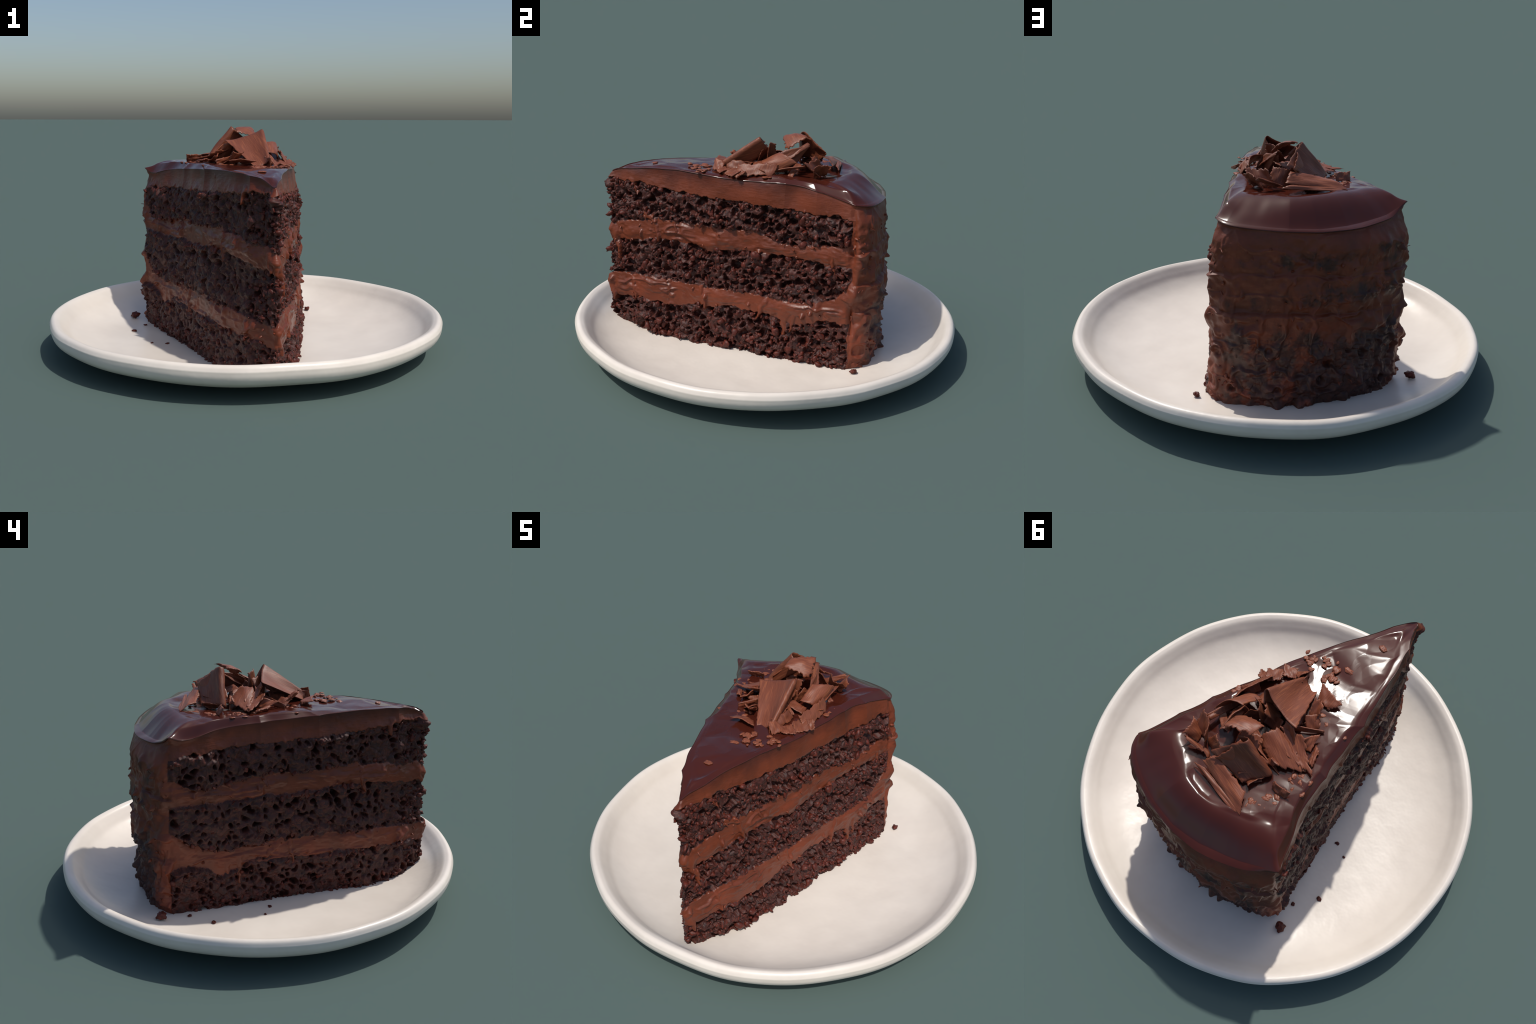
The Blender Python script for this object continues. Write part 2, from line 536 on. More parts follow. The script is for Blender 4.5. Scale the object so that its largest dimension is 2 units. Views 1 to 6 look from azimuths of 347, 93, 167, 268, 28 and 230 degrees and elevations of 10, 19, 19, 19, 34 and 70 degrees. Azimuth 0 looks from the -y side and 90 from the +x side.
# lumps and pulled points standing off the skin: nearest outline point (x, y), height, radius, relief
LUMPS = [(-.060, -.835, .828, .022, .026), (-.040, -.835, .795, .018, .014), (-.075, -.83, .80, .016, .014), (-.49, .44, .705, .026, .014), (-.49, .43, .640, .022, .022), (-.50, .45, .425, .024, .024), (-.50, .43, .29, .022, .022), (-.47, .46, .10, .022, .018),
         (.41, .45, .720, .026, .012), (.42, .46, .630, .026, .022), (.42, .47, .56, .022, .016), (.42, .44, .42, .030, .016), (.40, .50, .31, .020, .024), (.43, .44, .20, .020, .018),
         (.36, .53, .50, .024, .018), (.30, .56, .40, .030, .016), (.10, .60, .60, .035, .012), (-.38, .53, .57, .024, .020), (-.30, .57, .40, .030, .020),
         (-.35, .54, .745, .020, .016), (-.06, .61, .30, .030, .014), (.25, .58, .22, .035, .016), (-.055, -.86, .30, .024, .022), (-.055, -.85, .57, .020, .020),
         (-.02, -.80, .80, .018, .018), (-.08, -.83, .83, .016, .016), (.36, .27, .33, .018, .020), (-.40, .15, .33, .018, .016), (-.22, -.55, .31, .018, .018)]


def build_slice():
    slice_ = empty("cake_slice", "wedge of three-layer dark chocolate cake with frosting, glaze and shavings", "cake slice")
    # --- perimeter, counter-clockwise from the tip -------------------------------------------------
    def evenly(pts, k):
        c = catmull(pts, 24)
        e = np.concatenate([[0], np.cumsum(np.linalg.norm(np.diff(c, axis=0), axis=1))])
        u = np.linspace(0, e[-1], k)
        return np.stack([np.interp(u, e, c[:, 0]), np.interp(u, e, c[:, 1])], -1)

    NR, NB, NL = 400, 300, 400
    rings = []
    for r_, b_, l_ in ((RIGHT_TOP, BACK_TOP, LEFT_TOP), (RIGHT_FOOT, BACK_FOOT, LEFT_FOOT)):
        rings.append(np.vstack([evenly(r_, NR)[:-1], evenly(b_, NB), evenly(l_, NL)[1:]]))
    mean = 0.5 * (rings[0] + rings[1])
    d = np.concatenate([[0], np.cumsum(np.linalg.norm(np.diff(mean, axis=0), axis=1))])
    total = d[-1]
    n = int(total / STEP)
    s = np.arange(n) * total / n
    sA, sB = d[NR - 1], d[NR + NB - 2]
    seg = np.where(s < sA, 0, np.where(s < sB, 1, 2))
    # round the corners by smoothing around the loop
    K = 14
    kern = np.exp(-0.5 * (np.arange(-K, K + 1) * total / n / 0.012) ** 2)
    kern /= kern.sum()
    loop = lambda a: np.convolve(np.concatenate([a[-K:], a, a[:K]]), kern, "valid")
    ring_top = np.stack([loop(np.interp(s, d, rings[0][:, c])) for c in (0, 1)], -1)
    ring_foot = np.stack([loop(np.interp(s, d, rings[1][:, c])) for c in (0, 1)], -1)
    # the glazed edge wanders in and out, most on the left
    e0 = np.stack([ring_top[:, 0], ring_top[:, 1], 0 * s], -1)
    tg = np.roll(ring_top, -1, 0) - np.roll(ring_top, 1, 0)
    tg /= np.linalg.norm(tg, axis=1, keepdims=True)
    wander = loop(np.where(seg == 2, 0.013, np.where(seg == 1, 0.003, 0.007))) * (0.7 - 1.7 * np.abs(vnoise(e0, 0.13, 250)))
    ring_top = ring_top + np.stack([tg[:, 1], -tg[:, 0]], -1) * wander[:, None]
    px, py = ring_top.T
    fx, fy = ring_foot.T
    mx, my = 0.5 * (px + fx), 0.5 * (py + fy)
    tang = np.stack([np.roll(mx, -1) - np.roll(mx, 1), np.roll(my, -1) - np.roll(my, 1)], -1)
    tang /= np.linalg.norm(tang, axis=1, keepdims=True)
    nrm = np.stack([tang[:, 1], -tang[:, 0]], -1)
    t = np.where(seg == 0, s / sA, np.where(seg == 2, (total - s) / (total - sB), (s - sA) / (sB - sA)))
    lenR, lenL = sA, total - sB

    def along(tabR, tabL, tabB=None):
        r = np.interp(t, *np.array(tabR).T)
        l = np.interp(t, *np.array(tabL).T)
        if tabB is None:
            b = r[seg == 0][-1] * (1 - t) + l[seg == 2][0] * t
        else:
            b = np.interp(t, *np.array(tabB).T)
        return np.where(seg == 0, r, np.where(seg == 1, b, l))

    smooth_loop = lambda a: loop(a)
    zt = smooth_loop(along(EDGE_R, EDGE_L, EDGE_B))
    wb = np.where(seg == 1, np.minimum(sstep(-0.10, 0.10, t), sstep(1.08, 0.94, t)), np.where(seg == 0, sstep(0.80, 1.08, t), sstep(0.82, 1.08, t)))
    wb = loop(wb)                                       # how much the edge is the sloping back lip
    zb = plate_floor(np.hypot(fx, fy)) - 0.006
    bounds = {k: loop(along(LAYERS_R[k], LAYERS_L[k])) for k in LAYERS_R}

    rows = 285
    w = np.linspace(0, 1, rows)
    zw = zb[None] + (zt - 0.012 * wb - zb)[None] * w[:, None]
    S = np.broadcast_to(s, zw.shape).ravel()
    T = np.broadcast_to(t, zw.shape).ravel()
    SEG = np.broadcast_to(seg, zw.shape).ravel()
    Z = zw.ravel()
    lean_face = np.clip((0.90 - zw) / 0.80, 0, 1)
    lean_back = sstep(0.89, 0.74, zw) + 0.05 * np.sin(np.pi * np.clip((zw - 0.05) / 0.8, 0, 1))
    isback = loop((seg == 1).astype(float))[None]
    lean = lean_face * (1 - isback) + lean_back * isback
    P0 = np.stack([(px + (fx - px) * lean).ravel(), (py + (fy - py) * lean).ravel(), Z], -1)
    N = np.stack([np.broadcast_to(nrm[:, 0], zw.shape).ravel(), np.broadcast_to(nrm[:, 1], zw.shape).ravel(), np.zeros(len(Z))], -1)
    ZT = np.broadcast_to(zt, zw.shape).ravel()

    # --- signed distance to frosting (positive = sponge) -------------------------------------------
    ragged = 0.006 * vnoise(P0, 0.022, 3) + 0.004 * vnoise(P0, 0.009, 4) + 0.006 * vnoise(P0, 0.06, 5)
    B = {k: np.broadcast_to(v, zw.shape).ravel() + ragged * (1 if k % 2 else -1) for k, v in bounds.items()}
    B = {k: v + 0.0055 * vnoise(P0, 0.048, 300 + k) for k, v in B.items()}
    d0 = B[1] - Z
    d1 = np.minimum(Z - B[2], B[3] - Z)
    d2 = np.minimum(Z - B[4], B[5] - Z)
    D = np.maximum(np.maximum(d0, d1), d2)
    in_band = lambda a, b: np.clip((Z - B[a]) / np.maximum(B[b] - B[a], 1e-3), 0, 1)
    belly = np.sin(np.pi * in_band(1, 2)) + np.sin(np.pi * in_band(3, 4))     # filling squeezed out between the layers
    tend = np.where(SEG == 0, 0.990, 1.001) + 0.010 * vnoise(P0, 0.03, 8) + 0.008 * vnoise(P0, 0.09, 9)
    facelen = np.where(SEG == 0, lenR, lenL)
    D = np.where(SEG == 1, -1, np.minimum(D, (tend - T) * facelen))
    ridge = np.zeros(len(Z))
    wx_ = 0.010 * vnoise(P0, 0.045, 13) + 0.004 * vnoise(P0, 0.014, 15)
    wz_ = 0.008 * vnoise(P0, 0.04, 14)
    wd_ = 0.004 * vnoise(P0, 0.016, 12)
    for side, (t0, z0), (t1, z1), hw, rel in SMEARS:
        m = SEG == (0 if side == "R" else 2)
        L = lenR if side == "R" else lenL
        ax, az, bx, bz = t0 * L, z0, t1 * L, z1
        X = T * facelen + wx_
        Zs = Z + wz_
        q = np.clip(((X - ax) * (bx - ax) + (Zs - az) * (bz - az)) / ((bx - ax) ** 2 + (bz - az) ** 2), 0, 1)
        taper = hw * (1.15 - 0.75 * q)
        dist = np.hypot(X - ax - q * (bx - ax), Zs - az - q * (bz - az)) + wd_
        D = np.where(m, np.minimum(D, dist - taper), D)
        ridge = np.where(m, np.maximum(ridge, rel * (0.55 + 0.45 * q) * np.clip(1 - (dist / (taper * 1.15)) ** 2, 0, 1) ** 0.8), ridge)
    # --- back: thin frosting with bare crumb showing in bands and low down --------------------------
    back_m = SEG == 1
    bandn = 0.55 * fbm(P0, 0.10, 21, 3) + 0.35 * fbm(P0, 0.025, 23, 2)
    centre_t = 1 - np.abs(T - 0.55) * 1.7
    band = (0.75 * np.exp(-((Z - 0.70 - 0.02 * vnoise(P0, .2, 30)) / 0.040) ** 2) * (0.35 + centre_t)
            + 0.70 * np.exp(-((Z - 0.535) / 0.034) ** 2) * sstep(0.30, 0.55, T) * sstep(1.0, 0.85, T)
            + 0.80 * sstep(0.40, 0.30, Z) * sstep(0.16, 0.34, T) * sstep(1.0, 0.90, T)
            + 0.35 * sstep(0.42, 0.33, Z))
    bare = band + bandn - 0.42
    # --- relief -----------------------------------------------------------------------------------
    warp = P0 + 0.010 * np.stack([vnoise(P0, 0.03, 50), vnoise(P0, 0.03, 51), vnoise(P0, 0.03, 52)], -1)
    dome = lambda f, r: np.sqrt(np.clip(1 - (f / r) ** 2, 0, 1))
    f1, f2, fid = worley(warp * np.array([1, 1, 1.12]), 0.041, 60)
    g1, _, gid = worley(warp, 0.0165, 70)
    pore1, _, pid = worley(warp * np.array([1, 1, 1.25]), 0.054, 80)
    pore2, _, pid2 = worley(warp, 0.029, 90)
    crag = np.where(SEG == 2, 0.72, 0.85) * (0.80 + 0.35 * vnoise(P0, 0.16, 66))
    lump = crag * (0.026 * dome(f1, 0.80) * (0.5 + 0.8 * fid) + 0.0085 * dome(g1, 0.75) * (0.3 + gid)) - 0.020
    hole = 0.046 * sstep(0.14 + 0.36 * pid, 0.05 + 0.18 * pid, pore1) * (pid > 0.25)
    hole = np.maximum(hole, 0.026 * sstep(0.44, 0.18, pore2) * (pid2 > 0.45)) * np.where(SEG == 2, 1.0, 0.95)
    cell1, cell2, cid = worley(warp * np.array([1, 1, 1.2]) + 0.006 * np.stack([vnoise(P0, 0.014, 53), vnoise(P0, 0.014, 54), vnoise(P0, 0.014, 55)], -1), 0.052, 85)
    torn = 0.042 * sstep(0.10, 0.36, cell2 - cell1) * (cid > 0.46) * (0.5 + cid * 0.6)
    hole = np.maximum(hole, torn * np.where(SEG == 2, 0.15, 0.75))
    sponge_h = lump - hole + 0.009 * vnoise(P0, 0.11, 77) + 0.005
    sponge_h += 0.010 * sstep(0.10, 0.04, Z) * (0.1 + vnoise(P0, 0.035, 78))
    sponge_h += np.where(SEG == 2, 0.016 * sstep(0.25, 0.40, T) * sstep(0.12, 0.30, Z) + 0.006 * sstep(0.5, 0.7, T) - 0.002, 0.006 * sstep(0.60, 0.70, Z) - 0.001 - 0.003 * sstep(0.30, 0.15, Z))
    fp = P0 + 0.02 * np.stack([vnoise(P0, 0.12, 105), vnoise(P0, 0.12, 106), vnoise(P0, 0.12, 107)], -1)
    frost_h = 0.010 * fbm(fp * np.array([1, 1, 2.0]), 0.12, 100, 3) + 0.0022 * vnoise(fp * np.array([1, 1, 2]), 0.022, 104) - 0.002
    frost_h += (0.012 * np.clip(belly, 0, 1) ** 0.7 - 0.006) * (Z < 0.74)
    fold = 1 - np.abs(fbm(fp * np.array([1, 1, 3.2]), 0.16, 108, 2)) * 2.2
    frost_h += 0.009 * sstep(0.62, 1.0, fold) * sstep(-0.2, 0.4, vnoise(P0, 0.2, 109)) * sstep(0.80, 0.72, Z)
    peaks, _, pk = worley(fp * np.array([1, 1, 0.8]), 0.075, 110)
    shard, _, sk = worley(fp * np.array([1, 1, 0.6]), 0.040, 112)
    frost_h += 0.024 * (pk > 0.70) * sstep(0.24, 0.02, peaks) + 0.014 * (sk > 0.80) * sstep(0.30, 0.05, shard)
    frost_h = np.maximum(frost_h, ridge + 0.3 * frost_h)
    knob = np.zeros(len(Z))
    for x_, y_, z_, r_, a_ in LUMPS:
        e2 = ((P0[:, 0] - x_) ** 2 + (P0[:, 1] - y_) ** 2 + (0.8 * (P0[:, 2] - z_)) ** 2) / r_ ** 2
        knob += a_ * np.exp(-e2 * (0.7 + 0.5 * vnoise(P0, 0.03, 114)))
    # top frosting leans in and is fluted
    top_f = (Z > B[5]) & (SEG != 1)
    up = np.clip((Z - B[5]) / np.maximum(ZT - B[5], 1e-3), 0, 1)
    flute = 0.005 * vnoise(P0 * np.array([1, 1, 0.4]), 0.10, 120) - np.where(SEG == 2, 0.007, 0.002)
    frost_h = np.where(top_f, 0.006 + frost_h * 0.6 * (1 - up) + flute * np.sin(np.pi * up) - 0.010 * up ** 2, frost_h)
    # back coat: overlapping horizontal swipes, drips and pits
    zz = Z + 0.030 * fbm(fp, 0.16, 130, 3) - 0.02 * np.sin(3.0 * T + 0.4)
    sw = np.zeros(len(Z))
    fade = [0.35 + 0.65 * sstep(-0.35, 0.35, fbm(P0 * np.array([1, 1, 0.4]), 0.17, 131 + k, 2)) for k in range(5)]
    for k, (z0, height, amp) in enumerate(((0.615, 0.08, 0.017), (0.445, 0.10, 0.020), (0.53, 0.05, 0.010), (0.31, 0.07, 0.012), (0.16, 0.06, 0.010))):
        k_ = z0 - zz
        sw = np.maximum(sw, fade[k] * amp * np.where(k_ > 0, np.exp(-k_ / height) * sstep(0, 0.008, k_), 0))
    coat_h = sw - 0.006 + 0.016 * fbm(fp, 0.10, 140, 3) + 0.006 * vnoise(fp, 0.030, 143)
    low = sstep(0.50, 0.38, Z)
    dp, _, dpid = worley(fp * np.array([1, 1, 0.40]), 0.085, 150)
    coat_h += 0.017 * sstep(0.36, 0.08, dp) * (dpid > 0.40) * low
    tear = 1 - np.abs(fbm(fp, 0.11, 155, 2)) * 2.4
    coat_h += 0.016 * sstep(0.55, 1.0, tear) * (0.35 + 0.65 * low)
    pit, _, pitid = worley(fp, 0.075, 160)
    coat_h -= 0.026 * sstep(0.36, 0.12, pit) * (pitid > 0.45) * sstep(0.38, 0.27, Z)
    coat_h += 0.024 * (pk > 0.72) * sstep(0.24, 0.03, peaks) * (1 - 0.6 * sstep(.68, .76, Z)) + 0.014 * (sk > 0.78) * sstep(0.30, 0.05, shard) * sstep(.72, .62, Z)
    coat_h -= 0.006 * sstep(ZT - 0.035, ZT - 0.005, Z)
    coat_h += 0.55 * (lump + 0.006) * sstep(-0.10, 0.30, bare)
    coat_h = coat_h * (1 - 0.55 * sstep(0.72, 0.80, Z)) - 0.006 - 0.006 * sstep(0.40, 0.20, Z) - 0.007 * np.where(SEG == 1, sstep(0.16, 0.02, T), SEG == 0)
    # blend
    msk = sstep(-0.003, 0.009, D)
    wall_h = msk * sponge_h + (1 - msk) * frost_h
    cornerw = np.where(SEG == 0, sstep(0.978, 1.0, T), np.where(SEG == 2, sstep(0.985, 1.0, T), 1.0))
    H = wall_h * (1 - cornerw) + coat_h * cornerw
    toprow = sstep(0.985, 1.0, np.broadcast_to(w[:, None], zw.shape).ravel())
    H = H * (1 - toprow) + np.where(SEG == 1, -0.008, -0.004) * toprow
    H = H + knob * (1 - toprow)
    V = P0 + N * H[:, None]
    # sag: relief also drags downward a little so bumps overhang
    V[:, 2] -= 0.35 * np.clip(H, 0, 0.02) * (1 - toprow)
    wall = V.reshape(rows, n, 3)
    scatter = dict(CL=0.5 + 0.5 * vnoise(P0, 0.05, 95), V=V, N=N, D=D, hole=hole, SEG=SEG, T=T, Z=Z, H=H)

    # --- glazed top ---------------------------------------------------------------------------------
    q = np.concatenate([np.linspace(0, 0.10, 22)[1:], np.linspace(0.10, 0.40, 46)[1:], np.linspace(0.40, 0.97, 40)[1:]])
    cap = []
    pxy = np.stack([px, py], -1)
    last = wall[-1]
    plate_z = 0.930
    rim3 = np.stack([px, py, 0 * px], -1)
    edge_wob, edge_wob2 = vnoise(rim3, 0.20, 220), vnoise(rim3, 0.30, 221)
    for k, wi in enumerate(q):
        xy = CENTRE + (pxy - CENTRE) * (1 - wi)
        outw = 0.002 * np.exp(-(wi / 0.02)) * wb[:, None] + 0.001 * (1 - wb[:, None]) * np.exp(-wi / .03)
        xy = xy + nrm * outw
        zp = plate_z - 0.050 * np.exp(-(xy[:, 1] + 0.86) / 0.13)
        zp = np.maximum(zp, 0.80)
        reach = 0.310 + 0.035 * edge_wob
        slope = np.sin(np.pi / 2 * np.clip(wi / reach, 0, 1)) ** (1.06 + 0.25 * edge_wob2)
        zback = zt + (0.934 - zt) * slope - 0.005 * (1 + edge_wob2) * sstep(0.0, 0.09, wi - reach)
        zside = zt + (zp - zt) * sstep(0.0, 0.12, wi) + 0.0015 * math.sin(math.pi * min(wi / 0.08, 1))
        z = zback * wb + zside * (1 - wb)
        p3 = np.stack([xy[:, 0], xy[:, 1], z], -1)
        flat3 = p3 * np.array([1, 1, 0])
        inner = sstep(0.04, 0.16, wi) * (1 - wb) + sstep(0.0, 0.05, wi - reach) * wb
        rel = 0.0050 * vnoise(flat3, 0.17, 200) * sstep(0.02, 0.14, wi) + (0.0085 * facets(flat3, 0.14, 230) + 0.0015 * facets(flat3 + 3.3, 0.055, 231)) * inner
        ang_rel = 0.010 * fbm(np.stack([px, py, 0 * px], -1), 0.16, 210, 2) * math.sin(math.pi * min(wi / 0.3, 1)) * wb
        p3[:, 2] += rel + ang_rel
        cap.append(p3)
    # thin rounded underside of the lip between wall and first cap row
    lipa = last.copy()
    lipa[:, :2] += nrm * (0.005 * wb + 0.001)[:, None]
    lipa[:, 2] += 0.002
    lipb = last.copy()
    lipb[:, :2] += nrm * (0.009 * wb + 0.0012)[:, None]
    lipb[:, 2] += 0.006 * wb + 0.0025
    grid = np.concatenate([wall, lipa[None], lipb[None], np.array(cap)], 0)
    # the left back corner of the glaze is pulled out to a point, the right one rounded
    for c, rad, pull in ((np.array([*COR_B, 0.875]), 0.036, np.array([-0.012, 0.002, 0.012])),):
        dd = np.linalg.norm(grid - c, axis=2)
        wgt = np.exp(-(dd / rad) ** 2) * (np.arange(len(grid)) >= rows - 6)[:, None]
        grid = grid + wgt[..., None] * pull
    R = len(grid)
    verts = grid.reshape(-1, 3)
    i, j = np.meshgrid(np.arange(R - 1), np.arange(n), indexing="ij")
    j2 = (j + 1) % n
    faces = np.stack([i * n + j, i * n + j2, (i + 1) * n + j2, (i + 1) * n + j], -1).reshape(-1, 4)
    fi = i.ravel()
    # close the middle of the top
    hub = len(verts)
    verts = np.vstack([verts, grid[-1].mean(0)[None]])
    a = np.arange(n)
    hubf = np.stack([(R - 1) * n + a, (R - 1) * n + (a + 1) % n, np.full(n, hub), np.full(n, hub)], -1)
    nv = vertex_normals(verts, faces)
    nv[hub] = (0, 0, 1)

    def face_mean(x):
        x = x.reshape(rows, n)
        xr = np.roll(x, -1, 1)
        return 0.25 * (x[:-1] + x[1:] + xr[:-1] + xr[1:])

    Df, Zf = face_mean(D).ravel(), face_mean(Z).ravel()
    segf = np.broadcast_to(seg, (rows - 1, n)).ravel()
    Tf = np.broadcast_to(t, (rows - 1, n)).ravel()
    mid = [np.broadcast_to(0.5 * (bounds[a_] + bounds[b_]), (rows - 1, n)).ravel() for a_, b_ in ((1, 2), (3, 4))]
    wallfaces = faces[fi < rows - 1]
    coatedge = np.where(segf == 0, 0.955, 0.965)
    is_sponge = Df > 0
    is_coat = (~is_sponge) & ((segf == 1) | (Tf > coatedge))
    rest = ~(is_sponge | is_coat)
    b3f = np.broadcast_to(0.5 * (bounds[2] + bounds[3]), (rows - 1, n)).ravel()
    b5f = np.broadcast_to(0.5 * (bounds[4] + bounds[5]), (rows - 1, n)).ravel()
    for name, m in (("sponge_layer", is_sponge & (Zf < mid[0])), ("sponge_layer", is_sponge & (Zf >= mid[0]) & (Zf < mid[1])),
                    ("sponge_layer", is_sponge & (Zf >= mid[1]))):
        region_object(name, verts, wallfaces[m], nv, MAT_SPONGE, slice_)
    for name, m, mt in (("frosting_layer", rest & (Zf < b3f), MAT_FROST), ("frosting_layer", rest & (Zf >= b3f) & (Zf < b5f), MAT_FROST),
                        ("top_frosting", rest & (Zf >= b5f), MAT_TOPFROST), ("frosting_coat", is_coat, MAT_COAT)):
        region_object(name, verts, wallfaces[m], nv, mt, slice_)
    cf = faces[fi >= rows - 1]
    # hub as triangles
    used = np.unique(cf)
    remap = np.full(len(verts), -1)
    remap[used] = np.arange(len(used))
    capv = verts[used]
    ob = make_object("chocolate_glaze", np.vstack([capv, verts[hub][None]]), remap[cf], MAT_GLAZE, slice_)
    import bmesh
    bm = bmesh.new()
    bm.from_mesh(ob.data)
    bm.verts.ensure_lookup_table()
    hv = bm.verts[len(capv)]
    ring = [bm.verts[int(remap[(R - 1) * n + k])] for k in range(n)]
    for k in range(n):
        bm.faces.new((ring[k], ring[(k + 1) % n], hv)).smooth = True
    bm.to_mesh(ob.data)
    bm.free()
    nn = np.vstack([nv[used], [[0, 0, 1]]])
    ob.data.normals_split_custom_set_from_vertices([tuple(x) for x in nn])
    build_crumb_nuggets(slice_, scatter, mid_at=(bounds, n, rows))
    build_frosting_peaks(slice_, scatter)
    return slice_


def icosphere(level):
    import bmesh
    bm = bmesh.new()
    bmesh.ops.create_icosphere(bm, subdivisions=level, radius=1.0)
    v = np.array([x.co for x in bm.verts])
    f = np.array([[q.index for q in p.verts] for p in bm.faces])
    bm.free()
    return v, f


def build_crumb_nuggets(parent, sc, mid_at):
    """crumbs torn by the knife, standing proud of the cut sponge"""
    r = np.random.default_rng(31)
    ok = np.flatnonzero((sc["D"] > 0.003) & (sc["hole"] < 0.010) & (sc["SEG"] != 1))
    pick = r.permutation(ok)
    grid, chosen, size = {}, [], []
    for i in pick[:9000]:
        p = sc["V"][i]
        left = sc["SEG"][i] == 2
        near_edge = sc["D"][i] < 0.016 or sc["Z"][i] < 0.08 or sc["T"][i] < 0.10
        clump = sc['CL'][i]
        if r.random() > (0.06 if left and not near_edge else 0.40 if left else 0.62) * (0.15 + 0.9 * clump) * (1.5 if near_edge else 0.8):
            continue
        rad = (0.0042 + 0.0110 * r.random() ** 2.2) * (0.85 if left else 1.0)
        key = tuple((p / 0.016).astype(int))
        clash = False
        for a in (-1, 0, 1):
            for b in (-1, 0, 1):
                for c in (-1, 0, 1):
                    for j in grid.get((key[0] + a, key[1] + b, key[2] + c), ()):
                        if np.sum((sc["V"][chosen[j]] - p) ** 2) < (0.72 * (rad + size[j])) ** 2:
                            clash = True
                            break
                    if clash:
                        break
                if clash:
                    break
            if clash:
                break
        if clash:
            continue
        grid.setdefault(key, []).append(len(chosen))
        chosen.append(i)
        size.append(rad)
        if len(chosen) >= 3600:
            break
    chosen, size = np.array(chosen), np.array(size)
    bv, bf = icosphere(2)
    m, k = len(chosen), len(bv)
    q = r.normal(size=(m, 4))
    q /= np.linalg.norm(q, axis=1, keepdims=True)
    w, x, y, z = q.T
    rot = np.stack([np.stack([1 - 2 * (y * y + z * z), 2 * (x * y - z * w), 2 * (x * z + y * w)], -1),
                    np.stack([2 * (x * y + z * w), 1 - 2 * (x * x + z * z), 2 * (y * z - x * w)], -1),
                    np.stack([2 * (x * z - y * w), 2 * (y * z + x * w), 1 - 2 * (x * x + y * y)], -1)], 1)
    dirs = np.broadcast_to(bv, (m, k, 3))
    samp = (dirs + r.uniform(0, 50, (m, 1, 3))).reshape(-1, 3)
    rad = (1 + 0.60 * vnoise(samp, 0.95, 400) + 0.36 * vnoise(samp, 0.42, 401)).reshape(m, k, 1)
    ax = r.uniform(0.55, 1.55, (m, 1, 3))
    v = np.einsum("mij,mkj->mki", rot, dirs * rad * ax) * size[:, None, None]
    lift = r.uniform(-0.75, 0.22, (m, 1)) * size[:, None]
    cen = sc["V"][chosen] + sc["N"][chosen] * lift
    v = v + cen[:, None]
    v[..., 2] = np.maximum(v[..., 2], plate_floor(np.hypot(v[..., 0], v[..., 1])) - 0.004)
    bounds, n, rows = mid_at
    col = chosen % n
    lo, hi = 0.5 * (bounds[1] + bounds[2])[col], 0.5 * (bounds[3] + bounds[4])[col]
    zc = sc["Z"][chosen]
    for sel in (zc < lo, (zc >= lo) & (zc < hi), zc >= hi):
        idx = np.flatnonzero(sel)
        vv = v[idx].reshape(-1, 3)
        ff = (bf[None] + (np.arange(len(idx)) * k)[:, None, None]).reshape(-1, 3)
        ob = make_object("sponge_crumb", vv, ff, MAT_NUGGET, parent)
        ob["kind"] = "stuff"


def build_frosting_peaks(parent, sc):
    """little tails and points where the spatula or knife pulled the frosting"""
    r = np.random.default_rng(41)
    face = (sc["D"] < 0.0) & (sc["D"] > -0.03) & (sc["SEG"] != 1) & (sc["Z"] < 0.80) & (sc["T"] < 0.97)
    coat = (sc["SEG"] == 1) & (sc["Z"] < 0.76)
    spots = np.concatenate([r.choice(np.flatnonzero(face), 46), r.choice(np.flatnonzero(coat), 46),
                            r.choice(np.flatnonzero((sc["SEG"] == 1) & (sc["Z"] < 0.76) & ((sc["T"] < .12) | (sc["T"] > .9))), 22)])
    rings, sides = 9, 10
    V, F = [], []
    for k, i in enumerate(spots):
        p, nn = sc["V"][i], sc["N"][i]
        tang = np.array([-nn[1], nn[0], 0])
        length = r.uniform(0.010, 0.026)
        rad = length * r.uniform(0.32, 0.58)
        out = nn * r.uniform(.55, 1) + tang * r.uniform(-.9, .9) + np.array([0, 0, r.uniform(-1.0, .5)])
        out /= np.linalg.norm(out)
        bend = tang * r.uniform(-.6, .6) + np.array([0, 0, r.uniform(-.7, .3)])
        a = np.cross(out, [0, 0, 1.0])
        a /= np.linalg.norm(a)
        b = np.cross(out, a)
        flat = r.uniform(.45, 1)
        base = p - nn * rad * 0.7
        for j in range(rings):
            u = j / (rings - 1)
            c = base + out * length * u + bend * length * 0.5 * u * u
            w = rad * ((1 - u) ** 0.75 * (1 + 0.35 * math.sin(5 * u + k))) + 0.0004
            th = np.linspace(0, 2 * np.pi, sides, endpoint=False)
            V.append(c + w * (np.cos(th)[:, None] * a + flat * np.sin(th)[:, None] * b) * (1 + 0.15 * np.sin(2 * th + k)[:, None]))
        o = k * rings * sides
        ii, jj = np.meshgrid(np.arange(rings - 1), np.arange(sides), indexing="ij")
        j2 = (jj + 1) % sides
        F.append((o + np.stack([ii * sides + jj, ii * sides + j2, (ii + 1) * sides + j2, (ii + 1) * sides + jj], -1)).reshape(-1, 4))
    ob = make_object("frosting_peak", np.vstack(V), np.vstack(F), MAT_FROST, parent)
    ob["kind"] = "stuff"


